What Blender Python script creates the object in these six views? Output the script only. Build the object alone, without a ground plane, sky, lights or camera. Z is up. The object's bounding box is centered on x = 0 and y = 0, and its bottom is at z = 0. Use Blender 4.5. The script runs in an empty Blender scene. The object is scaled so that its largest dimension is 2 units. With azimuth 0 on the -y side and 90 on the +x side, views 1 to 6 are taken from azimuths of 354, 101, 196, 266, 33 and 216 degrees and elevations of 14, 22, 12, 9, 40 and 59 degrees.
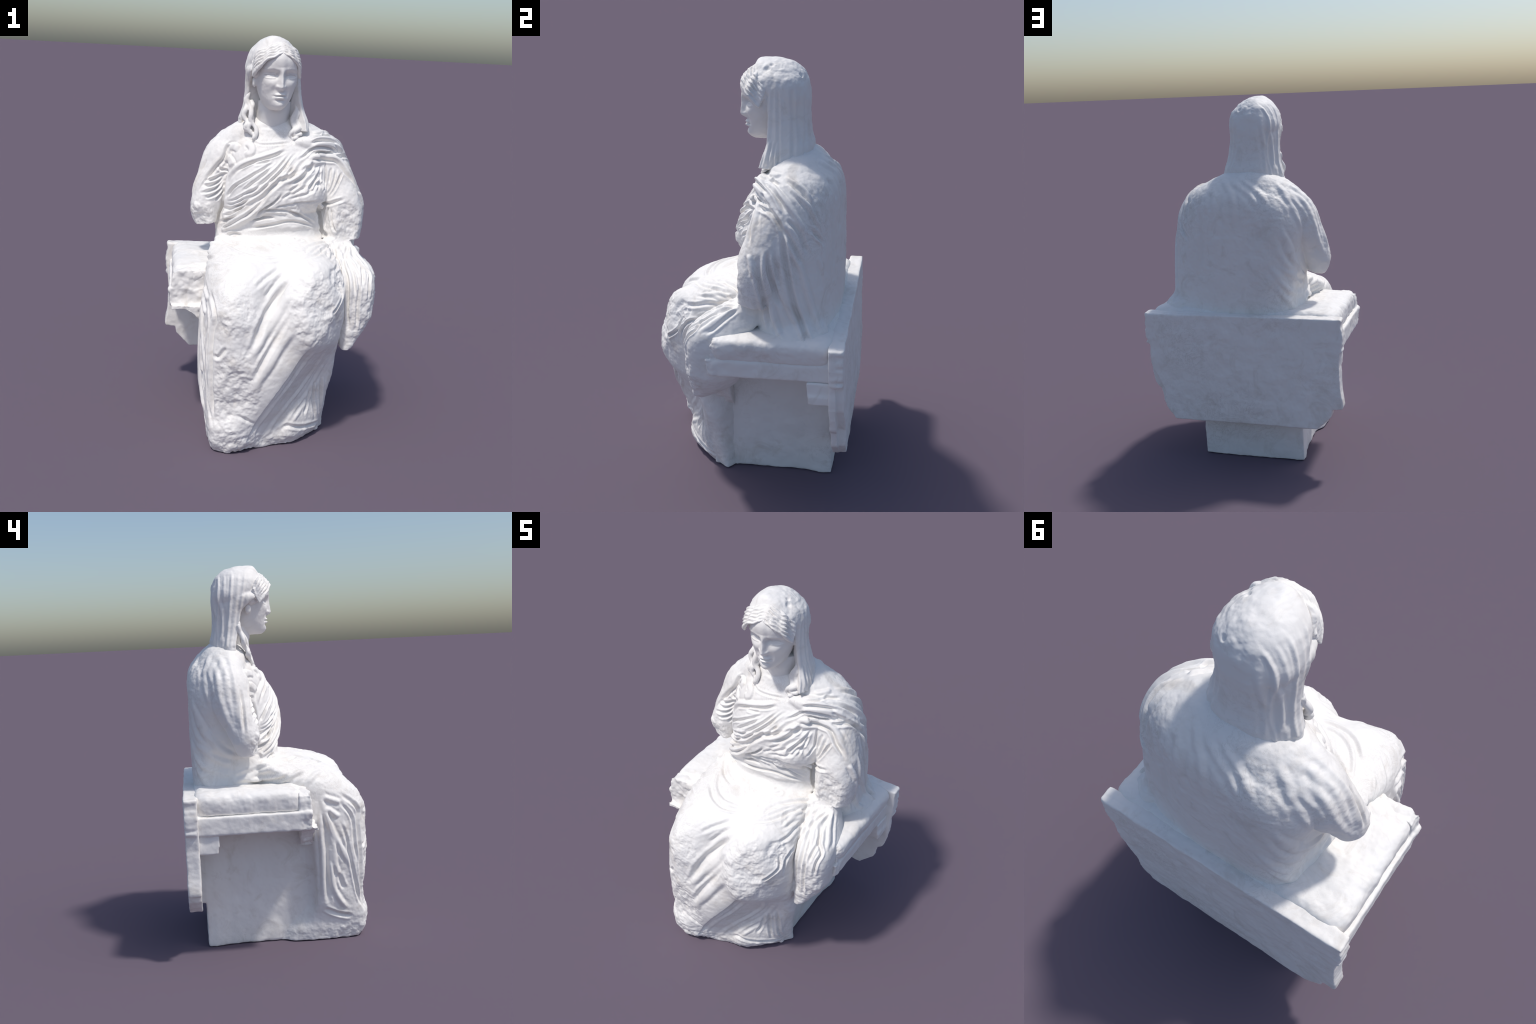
# Seated marble statue of a veiled, draped woman on a throne (arms broken off).
# Every form is a loft / tube / prism; overlapping forms are fused with a voxel
# remesh and then carved with fold strokes (ridge, groove, step) and chip noise.
import bpy, math
import numpy as np
from mathutils import Vector
from mathutils.bvhtree import BVHTree

rng = np.random.default_rng(7)

# ------------------------------------------------------------------ helpers
def catmull(P, n, closed=False):
    """resample control points (k,d) to n points, param by index"""
    P = np.asarray(P, float)
    k = len(P)
    if closed:
        t = np.arange(n) * k / n
        i = np.floor(t).astype(int)
        f = (t - i)[:, None]
        g = lambda o: P[(i + o) % k]
    else:
        t = np.linspace(0, k - 1, n)
        i = np.minimum(np.floor(t).astype(int), k - 2)
        f = (t - i)[:, None]
        Q = np.vstack([2 * P[0] - P[1], P, 2 * P[-1] - P[-2]])
        g = lambda o: Q[i + o + 1]
    a, b, c, d = g(-1), g(0), g(1), g(2)
    return 0.5 * (2 * b + (c - a) * f + (2 * a - 5 * b + 4 * c - d) * f ** 2
                  + (3 * b - a - 3 * c + d) * f ** 3)

def interp_rows(keys, rows, q):
    """smooth (pchip-like) interpolation of rows over keys"""
    keys = np.asarray(keys, float); rows = np.asarray(rows, float)
    h = np.diff(keys); s = (rows[1:].T - rows[:-1].T) / h
    s = s.T
    m = np.zeros_like(rows)
    m[0], m[-1] = s[0], s[-1]
    a, b = s[:-1], s[1:]
    den = np.where(np.abs(a + b) < 1e-9, 1, a + b)
    m[1:-1] = np.where(a * b > 0, 2 * a * b / den, 0)
    i = np.clip(np.searchsorted(keys, q) - 1, 0, len(keys) - 2)
    t = ((q - keys[i]) / h[i])
    sh = (slice(None),) + (None,) * (rows.ndim - 1)
    t = t[sh]; hh = h[i][sh]
    return ((1 + 2 * t) * (1 - t) ** 2 * rows[i] + t * (1 - t) ** 2 * hh * m[i]
            + t * t * (3 - 2 * t) * rows[i + 1] + t * t * (t - 1) * hh * m[i + 1])

class Geo:
    """verts + faces accumulator"""
    def __init__(self): self.v, self.f, self.n = [], [], 0
    def add(self, V, F):
        self.v.append(np.asarray(V, float)); self.f += [tuple(int(i) + self.n for i in q) for q in F]
        self.n += len(V); return self
    def verts(self): return np.vstack(self.v)

def grid_faces(m, n):
    F = []
    for i in range(m - 1):
        for j in range(n):
            k = (j + 1) % n
            F.append((i * n + j, i * n + k, (i + 1) * n + k, (i + 1) * n + j))
    F.append(tuple(range(n - 1, -1, -1)))
    F.append(tuple((m - 1) * n + j for j in range(n)))
    return F

def loft_levels(geo, levels, n=96, m=60):
    """levels: list of (z, [(x,y)...]) with equal control counts, CCW from above"""
    zs = np.array([l[0] for l in levels])
    R = np.array([catmull(l[1], n, True) for l in levels])
    q = np.linspace(zs[0], zs[-1], m)
    S = interp_rows(zs, R, q)
    V = np.concatenate([S, np.repeat(q[:, None, None], n, 1)], 2).reshape(-1, 3)
    return geo.add(V, grid_faces(m, n))

def loft_super(geo, rows, n=96, m=60):
    """rows: z, x_min, x_max, y_front, y_back, y_widest, exponent front, exponent back"""
    rows = np.array(rows, float)
    q = np.linspace(rows[0, 0], rows[-1, 0], m)
    S = interp_rows(rows[:, 0], rows[:, 1:], q)
    th = np.arange(n) * 2 * np.pi / n
    c, s = np.cos(th), np.sin(th)
    V = []
    for z, (xa, xb, yf, yb, yc, nf, nb) in zip(q, S):
        e = np.where(s < 0, 2 / nf, 2 / nb)
        xc, hx = (xa + xb) / 2, (xb - xa) / 2
        hy = np.where(s < 0, yc - yf, yb - yc)
        V.append(np.stack([xc + hx * np.sign(c) * np.abs(c) ** e,
                           yc + hy * np.sign(s) * np.abs(s) ** e, np.full(n, z)], 1))
    return geo.add(np.vstack(V), grid_faces(m, n))

def tube(geo, path, radii, n=16, m=None, flat=1.0, up=None):
    path = np.asarray(path, float)
    m = m or max(8, 6 * len(path))
    P = catmull(path, m)
    r = np.interp(np.linspace(0, 1, m), np.linspace(0, 1, len(radii)), radii)
    T = np.gradient(P, axis=0); T /= np.linalg.norm(T, axis=1)[:, None]
    ref = np.array(up if up is not None else (0.13, -0.31, 0.94), float)
    A = np.cross(T, ref); A /= np.linalg.norm(A, axis=1)[:, None] + 1e-9
    B = np.cross(A, T)
    th = np.arange(n) * 2 * np.pi / n
    V = (P[:, None] + r[:, None, None] * (A[:, None] * np.cos(th)[None, :, None]
         + flat * B[:, None] * np.sin(th)[None, :, None])).reshape(-1, 3)
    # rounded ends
    return geo.add(V, grid_faces(m, n))

def ball(geo, c, r, rot=0.0, n=32, m=20):
    th = np.arange(n) * 2 * np.pi / n
    ph = np.linspace(0.02, np.pi - 0.02, m)
    D = np.stack([np.outer(np.sin(ph), np.cos(th)), np.outer(np.sin(ph), np.sin(th)),
                  -np.outer(np.cos(ph), np.ones(n))], 2).reshape(-1, 3) * np.asarray(r, float)
    ca, sa = math.cos(rot), math.sin(rot)
    D = np.stack([D[:, 0] * ca - D[:, 1] * sa, D[:, 0] * sa + D[:, 1] * ca, D[:, 2]], 1)
    return geo.add(D + np.asarray(c, float), grid_faces(m, n))

def prism(geo, outline, axis, lo, hi):
    """extrude a closed outline (two coords in cyclic order after axis) along axis"""
    o = np.asarray(outline, float); k = len(o)
    a, b = [(1, 2), (0, 2), (0, 1)][axis]
    V = np.zeros((2 * k, 3))
    V[:k, a] = V[k:, a] = o[:, 0]; V[:k, b] = V[k:, b] = o[:, 1]
    V[:k, axis], V[k:, axis] = lo, hi
    area = 0.5 * np.sum(o[:, 0] * np.roll(o[:, 1], -1) - np.roll(o[:, 0], -1) * o[:, 1])
    flip = (area < 0) ^ (axis == 1)
    F = [(j, (j + 1) % k, (j + 1) % k + k, j + k) for j in range(k)] + \
        [tuple(range(k - 1, -1, -1)), tuple(range(k, 2 * k))]
    if flip: F = [f[::-1] for f in F]
    return geo.add(V, F)

def box(geo, lo, hi):
    (x0, y0, z0), (x1, y1, z1) = lo, hi
    return prism(geo, [(x0, y0), (x1, y0), (x1, y1), (x0, y1)], 2, z0, z1)

class Skin:
    """dense quad mesh in numpy: verts V, quads Q"""
    def __init__(self, geo, voxel):
        me = bpy.data.meshes.new("tmp"); me.from_pydata(geo.verts().tolist(), [], geo.f)
        ob = bpy.data.objects.new("tmp", me); bpy.context.collection.objects.link(ob)
        md = ob.modifiers.new("r", 'REMESH'); md.mode = 'VOXEL'; md.voxel_size = voxel
        dg = bpy.context.evaluated_depsgraph_get()
        ev = ob.evaluated_get(dg).to_mesh()
        nv = len(ev.vertices)
        V = np.empty(nv * 3); ev.vertices.foreach_get('co', V); self.V = V.reshape(-1, 3)
        L = np.empty(len(ev.loops), int); ev.loops.foreach_get('vertex_index', L)
        c = np.empty(len(ev.polygons), int); ev.polygons.foreach_get('loop_total', c)
        s = np.empty(len(ev.polygons), int); ev.polygons.foreach_get('loop_start', s)
        q = c == 4
        Q = L[s[q][:, None] + np.arange(4)]
        if (~q).any():
            s3 = s[c == 3]
            T = L[s3[:, None] + np.array([0, 1, 2, 2])]
            Q = np.vstack([Q, T])
        self.Q = Q
        bpy.data.objects.remove(ob); bpy.data.meshes.remove(me)
        E = np.vstack([Q[:, [0, 1]], Q[:, [1, 2]], Q[:, [2, 3]], Q[:, [3, 0]]])
        E = E[E[:, 0] < E[:, 1]]        # each edge once
        self.E = E
        self.deg = np.bincount(E.ravel(), minlength=nv).clip(1)[:, None].astype(float)

    def lap(self, X):
        E = self.E; out = np.zeros_like(X)
        for d in range(X.shape[1]):
            out[:, d] = np.bincount(E[:, 0], X[E[:, 1], d], len(X)) + np.bincount(E[:, 1], X[E[:, 0], d], len(X))
        return out / self.deg

    def smooth(self, it, lam=0.6, mask=None):
        if mask is None:
            for _ in range(it): self.V = self.V + lam * (self.lap(self.V) - self.V)
            return self
        on = mask > 1e-3                     # only the masked patch and its rim
        E = self.E[on[self.E].any(1)]
        idx, inv = np.unique(E, return_inverse=True)
        e = inv.reshape(-1, 2); X = self.V[idx]; n = len(idx)
        w = lam * np.where(on[idx], mask[idx], 0)[:, None]
        for _ in range(it):
            L = np.stack([np.bincount(e[:, 0], X[e[:, 1], d], n) + np.bincount(e[:, 1], X[e[:, 0], d], n) for d in range(3)], 1)
            X = X + w * (L / self.deg[idx] - X)
        self.V[idx] = X
        return self

    def normals(self):
        V, Q = self.V, self.Q
        fn = np.cross(V[Q[:, 2]] - V[Q[:, 0]], V[Q[:, 3]] - V[Q[:, 1]])
        N = np.zeros_like(V)
        for k in range(4):
            for d in range(3):
                N[:, d] += np.bincount(Q[:, k], fn[:, d], len(V))
        return N / (np.linalg.norm(N, axis=1)[:, None] + 1e-12)

    def bvh(self):
        return BVHTree.FromPolygons(self.V.tolist(), self.Q.tolist())

_perm = rng.permutation(4096)
_grad = rng.normal(size=(4096, 3)); _grad /= np.linalg.norm(_grad, axis=1)[:, None]
def noise(P, scale, seed=0):
    """gradient noise, about -1..1"""
    P = np.asarray(P) / scale + seed * 17.31
    I = np.floor(P).astype(int); f = P - I
    u = f * f * f * (f * (f * 6 - 15) + 10)
    out = 0
    for dx in (0, 1):
        for dy in (0, 1):
            for dz in (0, 1):
                h = _perm[(_perm[(_perm[(I[:, 0] + dx) & 4095] + I[:, 1] + dy) & 4095] + I[:, 2] + dz) & 4095]
                g = _grad[h]
                w = (u[:, 0] if dx else 1 - u[:, 0]) * (u[:, 1] if dy else 1 - u[:, 1]) * (u[:, 2] if dz else 1 - u[:, 2])
                out = out + w * ((f[:, 0] - dx) * g[:, 0] + (f[:, 1] - dy) * g[:, 1] + (f[:, 2] - dz) * g[:, 2])
    return out * 1.6

def fbm(P, scale, octaves=4, seed=0):
    a, s, t = 1.0, scale, 0
    for o in range(octaves):
        t = t + a * noise(P, s, seed + o); a *= 0.55; s *= 0.5
    return t

def smoothstep(a, b, x):
    t = np.clip((x - a) / (b - a), 0, 1); return t * t * (3 - 2 * t)

# -------------------------------------------------------- carving strokes
class Carver:
    """collects displacement strokes on a Skin.  Points are given in one of the
    planar frames F(x,z) front, B(x,z) back, R(y,z) her right, L(y,z) her left,
    T(x,y) top, and are dropped onto the surface along that axis; or as 'P' 3-D."""
    DIR = {'F': (0, 1, 0), 'B': (0, -1, 0), 'R': (1, 0, 0), 'L': (-1, 0, 0), 'T': (0, 0, -1)}
    def __init__(self, skin):
        self.s = skin; self.N = skin.normals(); self._tree = None
        self.d = np.zeros(len(skin.V))
    @property
    def tree(self):
        if self._tree is None: self._tree = self.s.bvh()
        return self._tree
    def lift(self, frame, pts):
        if frame == 'P':
            out = []
            for p in pts:
                h = self.tree.find_nearest(Vector(p)); out.append(h[0])
            return np.array(out)
        D = np.array(self.DIR[frame], float); out = []
        Pq = catmull(pts, max(2, 4 * len(pts) - 3)) if len(pts) > 2 else np.linspace(pts[0], pts[1], 7)
        for a, b in Pq:
            o = {'F': (a, -3, b), 'B': (a, 3, b), 'R': (-3, a, b), 'L': (3, a, b), 'T': (a, b, 4)}[frame]
            h = self.tree.ray_cast(Vector(o), Vector(D))
            if h[0] is not None: out.append(h[0])
        return np.array([tuple(p) for p in out]) if len(out) > 1 else None
    def stroke(self, frame, pts, w, h, kind='ridge', taper=(0.25, 0.25), tail=4.0, hard=1.0):
        P = self.lift(frame, pts)
        if P is None: return
        if frame == 'P' and len(P) > 2: P = catmull(P, 4 * len(P))
        V = self.s.V; pad = w * (3.2 if kind != 'step' else tail + 1)
        near = np.nonzero(((V > P.min(0) - pad) & (V < P.max(0) + pad)).all(1))[0]
        if not len(near): return
        X = V[near]; best = np.full(len(near), 9e9); sg = np.zeros(len(near)); tt = np.zeros(len(near))
        seg = np.diff(P, axis=0); ln = np.linalg.norm(seg, axis=1); cum = np.concatenate([[0], np.cumsum(ln)])
        Nn = self.N[near]
        for i in range(len(seg)):
            if ln[i] < 1e-6: continue
            r = X - P[i]; t = np.clip(r @ seg[i] / ln[i] ** 2, 0, 1)
            e = r - t[:, None] * seg[i]; dd = np.linalg.norm(e, axis=1)
            k = dd < best; best[k] = dd[k]; tt[k] = (cum[i] + t[k] * ln[i]) / cum[-1]
            if kind == 'step': sg[k] = np.sign((np.cross(seg[i], Nn[k]) * e[k]).sum(1))
        if frame != 'P':
            gate = smoothstep(*((-.15, .2) if frame in 'FBT' else (.3, .6)), -(Nn @ np.array(self.DIR[frame], float)))
        else: gate = 1.0
        tp = np.ones(len(near))
        if taper[0] > 0: tp *= smoothstep(0, taper[0], tt + 0.02)
        if taper[1] > 0: tp *= smoothstep(0, taper[1], 1.02 - tt)
        u = best / w
        if kind == 'ridge':  f = np.exp(-u * u) - 0.35 * np.exp(-((u - 1.9) / 0.75) ** 2)
        elif kind == 'round': f = np.sqrt(np.clip(1 - (u / 1.4) ** 2, 0, 1)) - 0.25 * np.exp(-((u - 1.75) / 0.4) ** 2)
        elif kind == 'groove': f = -np.exp(-u * u) + 0.42 * np.exp(-((u - 2.1) / 0.85) ** 2)
        elif kind == 'step':
            # raised on the side to the right of the stroke direction, low on the other
            f = np.where(sg > 0, np.exp(-u / tail), -0.35 * np.exp(-(u / 1.2) ** 2)) * np.where(u < 0.5, 0.5 + sg * u, 1.0) \
                if hard < 1 else np.where(sg > 0, np.exp(-u / tail) * smoothstep(-0.3, 0.6, u), -0.35 * np.exp(-(u / 1.2) ** 2))
        vary = 1 + .3 * noise(X, .09, 5)   # hand-cut, uneven folds
        self.d[near] += h * f * tp * gate * vary
    def chips(self, mask, amp, scale, seed, bias=0.0, octaves=4, ridged=False):
        k = np.nonzero(mask > 0.01)[0]
        if not len(k): return
        n = fbm(self.s.V[k], scale, octaves, seed)
        if ridged: n = 0.6 - 1.6 * np.abs(n)     # flat flakes with sharp arrises between
        self.d[k] += mask[k] * (amp * n + bias)
    def apply(self, it=0, up=.011, down=.022):
        d = self.d   # soft limit so crossing folds do not pile up into spikes
        self.d = np.where(d > 0, up * np.tanh(d / up), -down * np.tanh(-d / down))
        self.s.V = self.s.V + self.N * self.d[:, None]
        self.d[:] = 0
        if it: self.s.smooth(it, 0.35)
        self.N = self.s.normals(); self._tree = None
        return self

def blob(V, c, r, soft=0.35):
    u = np.linalg.norm((V - np.asarray(c)) / np.asarray(r), axis=1)
    return 1 - smoothstep(1 - soft, 1 + soft * 0.3, u)

def ground_clip(skin):
    skin.V[:, 2] = np.maximum(skin.V[:, 2], 0.0); return skin

def plane_cut(skin, c, n, mask, keep=0.0):
    """shear off what stands beyond a plane, inside a soft mask"""
    n = np.asarray(n, float); n /= np.linalg.norm(n)
    d = np.maximum((skin.V - np.asarray(c)) @ n, 0) * (1 - keep)
    skin.V = skin.V - n * (d * mask)[:, None]

# ---------------------------------------------------------------- materials
def marble(name, base=(0.85, 0.832, 0.806), stain=0.5, rough=0.55):
    m = bpy.data.materials.new(name); m.use_nodes = True
    nt = m.node_tree; N, Lk = nt.nodes, nt.links
    bs = N['Principled BSDF']
    tc = N.new('ShaderNodeTexCoord')
    def nz(scale, detail, rough_, dist=0.0):
        t = N.new('ShaderNodeTexNoise'); t.inputs['Scale'].default_value = scale
        t.inputs['Detail'].default_value = detail; t.inputs['Roughness'].default_value = rough_
        t.inputs['Distortion'].default_value = dist
        Lk.new(tc.outputs['Object'], t.inputs['Vector']); return t
    def ramp(src, stops):
        r = N.new('ShaderNodeValToRGB'); e = r.color_ramp.elements
        while len(e) < len(stops): e.new(0.5)
        for el, (p, c) in zip(e, stops): el.position, el.color = p, (c, c, c, 1)
        Lk.new(src, r.inputs[0]); return r
    def mix(f, a, b, mode='MIX'):
        x = N.new('ShaderNodeMix'); x.data_type = 'RGBA'; x.blend_type = mode
        for sock, val in ((0, f), (6, a), (7, b)):
            if isinstance(val, (int, float)): x.inputs[sock].default_value = val
            elif isinstance(val, tuple): x.inputs[sock].default_value = (*val, 1)
            else: Lk.new(val, x.inputs[sock])
        return x.outputs[2]
    cloud = ramp(nz(3.2, 5, 0.6, 0.6).outputs[0], [(0.40, 0.0), (0.68, 1.0)])
    col = mix(cloud.outputs[0], base, tuple(b * k for b, k in zip(base, (0.965, 0.955, 0.945))))
    vein = ramp(nz(9, 8, 0.72, 2.2).outputs[0], [(0.478, 0.0), (0.5, 1.0), (0.522, 0.0)])
    spots = ramp(nz(2.3, 3, 0.5).outputs[0], [(0.5, 0.0), (0.72, 1.0)])
    mm = N.new('ShaderNodeMath'); mm.operation = 'MULTIPLY'
    Lk.new(vein.outputs[0], mm.inputs[0]); Lk.new(spots.outputs[0], mm.inputs[1])
    mv = N.new('ShaderNodeMath'); mv.operation = 'MULTIPLY'; mv.inputs[1].default_value = 0.45 * stain
    Lk.new(mm.outputs[0], mv.inputs[0])
    col = mix(mv.outputs[0], col, (0.42, 0.38, 0.34))
    st = ramp(nz(6.5, 7, 0.68, 1.0).outputs[0], [(0.53, 0.0), (0.74, 1.0)])
    ms = N.new('ShaderNodeMath'); ms.operation = 'MULTIPLY'; ms.inputs[1].default_value = 0.5 * stain
    Lk.new(st.outputs[0], ms.inputs[0])
    col = mix(ms.outputs[0], col, (0.60, 0.545, 0.48))
    Lk.new(col, bs.inputs['Base Color'])
    bs.inputs['Roughness'].default_value = rough
    bs.inputs['Specular IOR Level'].default_value = 0.35
    bp = N.new('ShaderNodeBump'); bp.inputs['Strength'].default_value = 0.25; bp.inputs['Distance'].default_value = 0.003
    Lk.new(nz(70, 6, 0.65).outputs[0], bp.inputs['Height']); Lk.new(bp.outputs[0], bs.inputs['Normal'])
    return m

MARBLE = marble("weathered_marble", stain=1.15)
FACE_M = marble("polished_marble", stain=0.45, rough=0.5)

# ---------------------------------------------------------------- scene graph
root = bpy.data.objects.new("seated_statue", None)
bpy.context.collection.objects.link(root)
root["label"] = "white marble seated woman statue, veiled and draped, on throne"
root["category"] = "statue"

def emit(skin, parts, mat, parent=None, label_fn=None):
    """split a skin by label into objects sharing the whole skin's normals"""
    ground_clip(skin)
    V, Q = skin.V, skin.Q
    N = skin.normals()
    lab = np.zeros(len(Q), int) if label_fn is None else label_fn(V[Q].mean(1))
    made = []
    for i, nm in enumerate(parts):
        q = Q[lab == i]
        if not len(q): continue
        used = np.unique(q); mp = np.full(len(V), -1); mp[used] = np.arange(len(used))
        q2 = mp[q]
        faces = [tuple(f) if f[2] != f[3] else tuple(f[:3]) for f in q2.tolist()]
        me = bpy.data.meshes.new(nm); me.from_pydata(V[used].tolist(), [], faces)
        me.polygons.foreach_set('use_smooth', [True] * len(faces))
        me.normals_split_custom_set_from_vertices(N[used].tolist())
        me.materials.append(mat)
        ob = bpy.data.objects.new(nm, me); bpy.context.collection.objects.link(ob)
        ob.parent = parent or root
        made.append(ob)
    return made

# ======================================================================= BODY
def build_body():
    g = Geo()
    # back and shoulders under the mantle: z, xmin, xmax, yfront, yback, ywidest, n_front, n_back
    loft_super(g, [
        (0.80, -.318, .460, .02, .430, .18, 2.6, 2.8),
        (0.92, -.312, .452, .05, .432, .18, 2.6, 2.7),
        (1.05, -.306, .443, .06, .433, .19, 2.6, 2.6),
        (1.16, -.306, .434, .08, .434, .20, 2.4, 2.45),
        (1.25, -.318, .425, .09, .434, .21, 2.3, 2.35),
        (1.33, -.342, .412, .095, .434, .21, 2.2, 2.25),
        (1.39, -.345, .390, .10, .432, .21, 2.2, 2.2),
        (1.45, -.325, .359, .10, .422, .21, 2.2, 2.15),
        (1.50, -.285, .312, .10, .398, .21, 2.2, 2.1),
        (1.54, -.235, .242, .10, .366, .21, 2.1, 2.1),
        (1.57, -.185, .175, .11, .340, .22, 2.0, 2.1),
        (1.60, -.120, .100, .13, .30, .22, 2.0, 2.0)])
    # cloth falling straight from the right shoulder blade
    loft_super(g, [
        (.80, -.303, .1, .1, .428, .20, 2, 3.0), (1.0, -.300, .1, .1, .431, .20, 2, 3.0), (1.2, -.306, .1, .1, .433, .20, 2, 2.9),
        (1.33, -.325, .1, .1, .432, .20, 2, 2.6), (1.41, -.312, .1, .1, .426, .20, 2, 2.4), (1.47, -.265, .08, .12, .408, .20, 2, 2.3), (1.51, -.2, .05, .14, .385, .2, 2, 2.2)], 64, 40)
    # bundled mantle on the left shoulder
    tube(g, [(.085, .080, 1.475), (.145, .085, 1.475), (.22, .112, 1.468), (.292, .165, 1.44), (.335, .20, 1.38)], [.024, .040, .050, .055, .05], 18, 30)
    # waist and belly, set back under the mantle roll
    loft_super(g, [
        (0.88, -.320, .33, -.06, .35, .20, 2.3, 2),
        (0.98, -.305, .30, -.05, .35, .20, 2.3, 2),
        (1.03, -.290, .275, -.035, .35, .20, 2.4, 2),
        (1.08, -.285, .265, -.034, .35, .20, 2.4, 2),
        (1.14, -.280, .26, -.022, .35, .20, 2.3, 2),
        (1.2, -.280, .26, -.02, .35, .20, 2.1, 2)], 72, 30)
    # breast under the mantle
    loft_super(g, [
        (1.08, -.280, .245, .010, .35, .20, 2.1, 2),
        (1.115, -.285, .255, -.042, .35, .20, 2.0, 2),
        (1.16, -.285, .275, -.048, .35, .20, 2.25, 2),
        (1.25, -.285, .305, -.053, .36, .21, 2.15, 2),
        (1.31, -.285, .318, -.038, .36, .21, 2.1, 2),
        (1.39, -.275, .315, .003, .36, .21, 2.15, 2),
        (1.45, -.26, .295, .038, .36, .22, 2.2, 2),
        (1.50, -.225, .225, .075, .35, .22, 2.0, 2),
        (1.54, -.18, .17, .09, .34, .22, 2.0, 2)], 80, 50)
    ball(g, (.135, .06, 1.23), (.13, .112, .12))
    # skirt over lap and legs, plus foot plinth: cross-sections from her right side to her left
    lv = [
     (0.0,  [(-.285, .0), (-.327, -.10), (-.318, -.34), (-.285, -.42), (-.2, -.445), (-.12, -.41), (-.05, -.378), (.03, -.36), (.08, -.346), (.18, -.262), (.268, -.17)]),
     (0.06, [(-.285, -.02), (-.332, -.12), (-.327, -.38), (-.29, -.455), (-.2, -.468), (-.12, -.44), (-.05, -.39), (.03, -.375), (.10, -.365), (.20, -.285), (.262, -.20)]),
     (0.13, [(-.285, -.1), (-.338, -.19), (-.335, -.40), (-.30, -.46), (-.21, -.477), (-.13, -.445), (-.06, -.41), (.03, -.365), (.11, -.355), (.20, -.283), (.268, -.215)]),
     (0.22, [(-.285, -.15), (-.365, -.205), (-.345, -.37), (-.31, -.435), (-.22, -.458), (-.12, -.457), (-.03, -.43), (.05, -.372), (.12, -.322), (.205, -.262), (.285, -.21)]),
     (0.33, [(-.285, -.15), (-.370, -.205), (-.350, -.36), (-.32, -.435), (-.23, -.466), (-.12, -.472), (-.02, -.452), (.06, -.405), (.13, -.335), (.21, -.268), (.312, -.208)]),
     (0.45, [(-.285, -.14), (-.374, -.205), (-.355, -.35), (-.325, -.43), (-.24, -.480), (-.12, -.478), (-.02, -.458), (.07, -.43), (.16, -.380), (.245, -.305), (.318, -.22)]),
     (0.57, [(-.285, -.12), (-.374, -.200), (-.357, -.35), (-.32, -.43), (-.25, -.481), (-.14, -.480), (-.04, -.45), (.06, -.445), (.16, -.452), (.262, -.378), (.33, -.24)]),
     (0.68, [(-.30, -.08), (-.372, -.195), (-.35, -.35), (-.312, -.428), (-.235, -.478), (-.14, -.468), (-.04, -.42), (.06, -.447), (.16, -.455), (.268, -.382), (.335, -.23)]),
     (0.78, [(-.32, -.06), (-.365, -.20), (-.347, -.318), (-.30, -.392), (-.22, -.438), (-.14, -.428), (-.035, -.365), (.05, -.43), (.15, -.446), (.272, -.368), (.33, -.22)]),
     (0.86, [(-.33, -.05), (-.354, -.17), (-.327, -.27), (-.28, -.342), (-.2, -.380), (-.12, -.376), (-.02, -.345), (.06, -.378), (.15, -.408), (.255, -.34), (.32, -.2)]),
     (0.92, [(-.335, 0), (-.328, -.11), (-.292, -.195), (-.24, -.262), (-.17, -.305), (-.10, -.30), (.0, -.285), (.08, -.32), (.16, -.358), (.245, -.30), (.3, -.15)]),
     (0.95, [(-.32, .05), (-.305, -.04), (-.265, -.11), (-.21, -.17), (-.14, -.215), (-.07, -.22), (.0, -.22), (.08, -.255), (.16, -.29), (.23, -.24), (.28, -.1)]),
     (0.98, [(-.29, .07), (-.26, .03), (-.22, -.02), (-.17, -.07), (-.12, -.11), (-.06, -.125), (.0, -.13), (.08, -.15), (.14, -.15), (.2, -.11), (.26, .0)]),
     (1.005, [(-.2, .1), (-.18, .08), (-.15, .06), (-.11, .04), (-.08, .0), (-.03, -.03), (.03, -.04), (.08, -.04), (.12, -.02), (.15, .02), (.2, .08)])]
    loft_levels(g, [(z, [(-.2, .14)] + p + [(.252 if z < .6 else .2, -.09 if z < .6 else .08)]) for z, p in lv], 130, 90)
    # her right arm: mantle-wrapped, broken below the elbow
    tube(g, [(-.195, .225, 1.44), (-.266, .22, 1.38), (-.310, .20, 1.27), (-.346, .165, 1.17), (-.364, .145, 1.10), (-.352, .14, 1.03)],
         [.10, .100, .091, .084, .075, .054], 24, 34)
    # her left arm, broken at the forearm
    tube(g, [(.20, .22, 1.43), (.268, .185, 1.36), (.335, .135, 1.23), (.366, .092, 1.12), (.366, .078, .985)],
         [.11, .116, .113, .108, .097], 24, 30)
    # mantle roll crossing from the left shoulder to the right hip, and the hem under the left breast
    tube(g, [(.20, .07, 1.41), (.10, .006, 1.33), (-.02, -.024, 1.225), (-.13, -.012, 1.125), (-.21, .022, 1.055), (-.272, .07, 1.015)],
         [.03, .034, .036, .036, .030, .010], 16, 40)
    tube(g, [(-.255, .095, 1.09), (-.19, .03, 1.09), (-.10, -.005, 1.125), (.0, -.005, 1.15), (.12, .005, 1.155), (.24, .055, 1.16)],
         [.03, .035, .035, .03, .03, .022], 16, 40)
    # belt roll
    tube(g, [(-.24, .045, 1.005), (-.12, -.012, 1.022), (0.02, -.026, 1.055), (.12, -.012, 1.058), (.235, .06, 1.04)], [.016, .022, .022, .018, .012], 12, 30)
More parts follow.
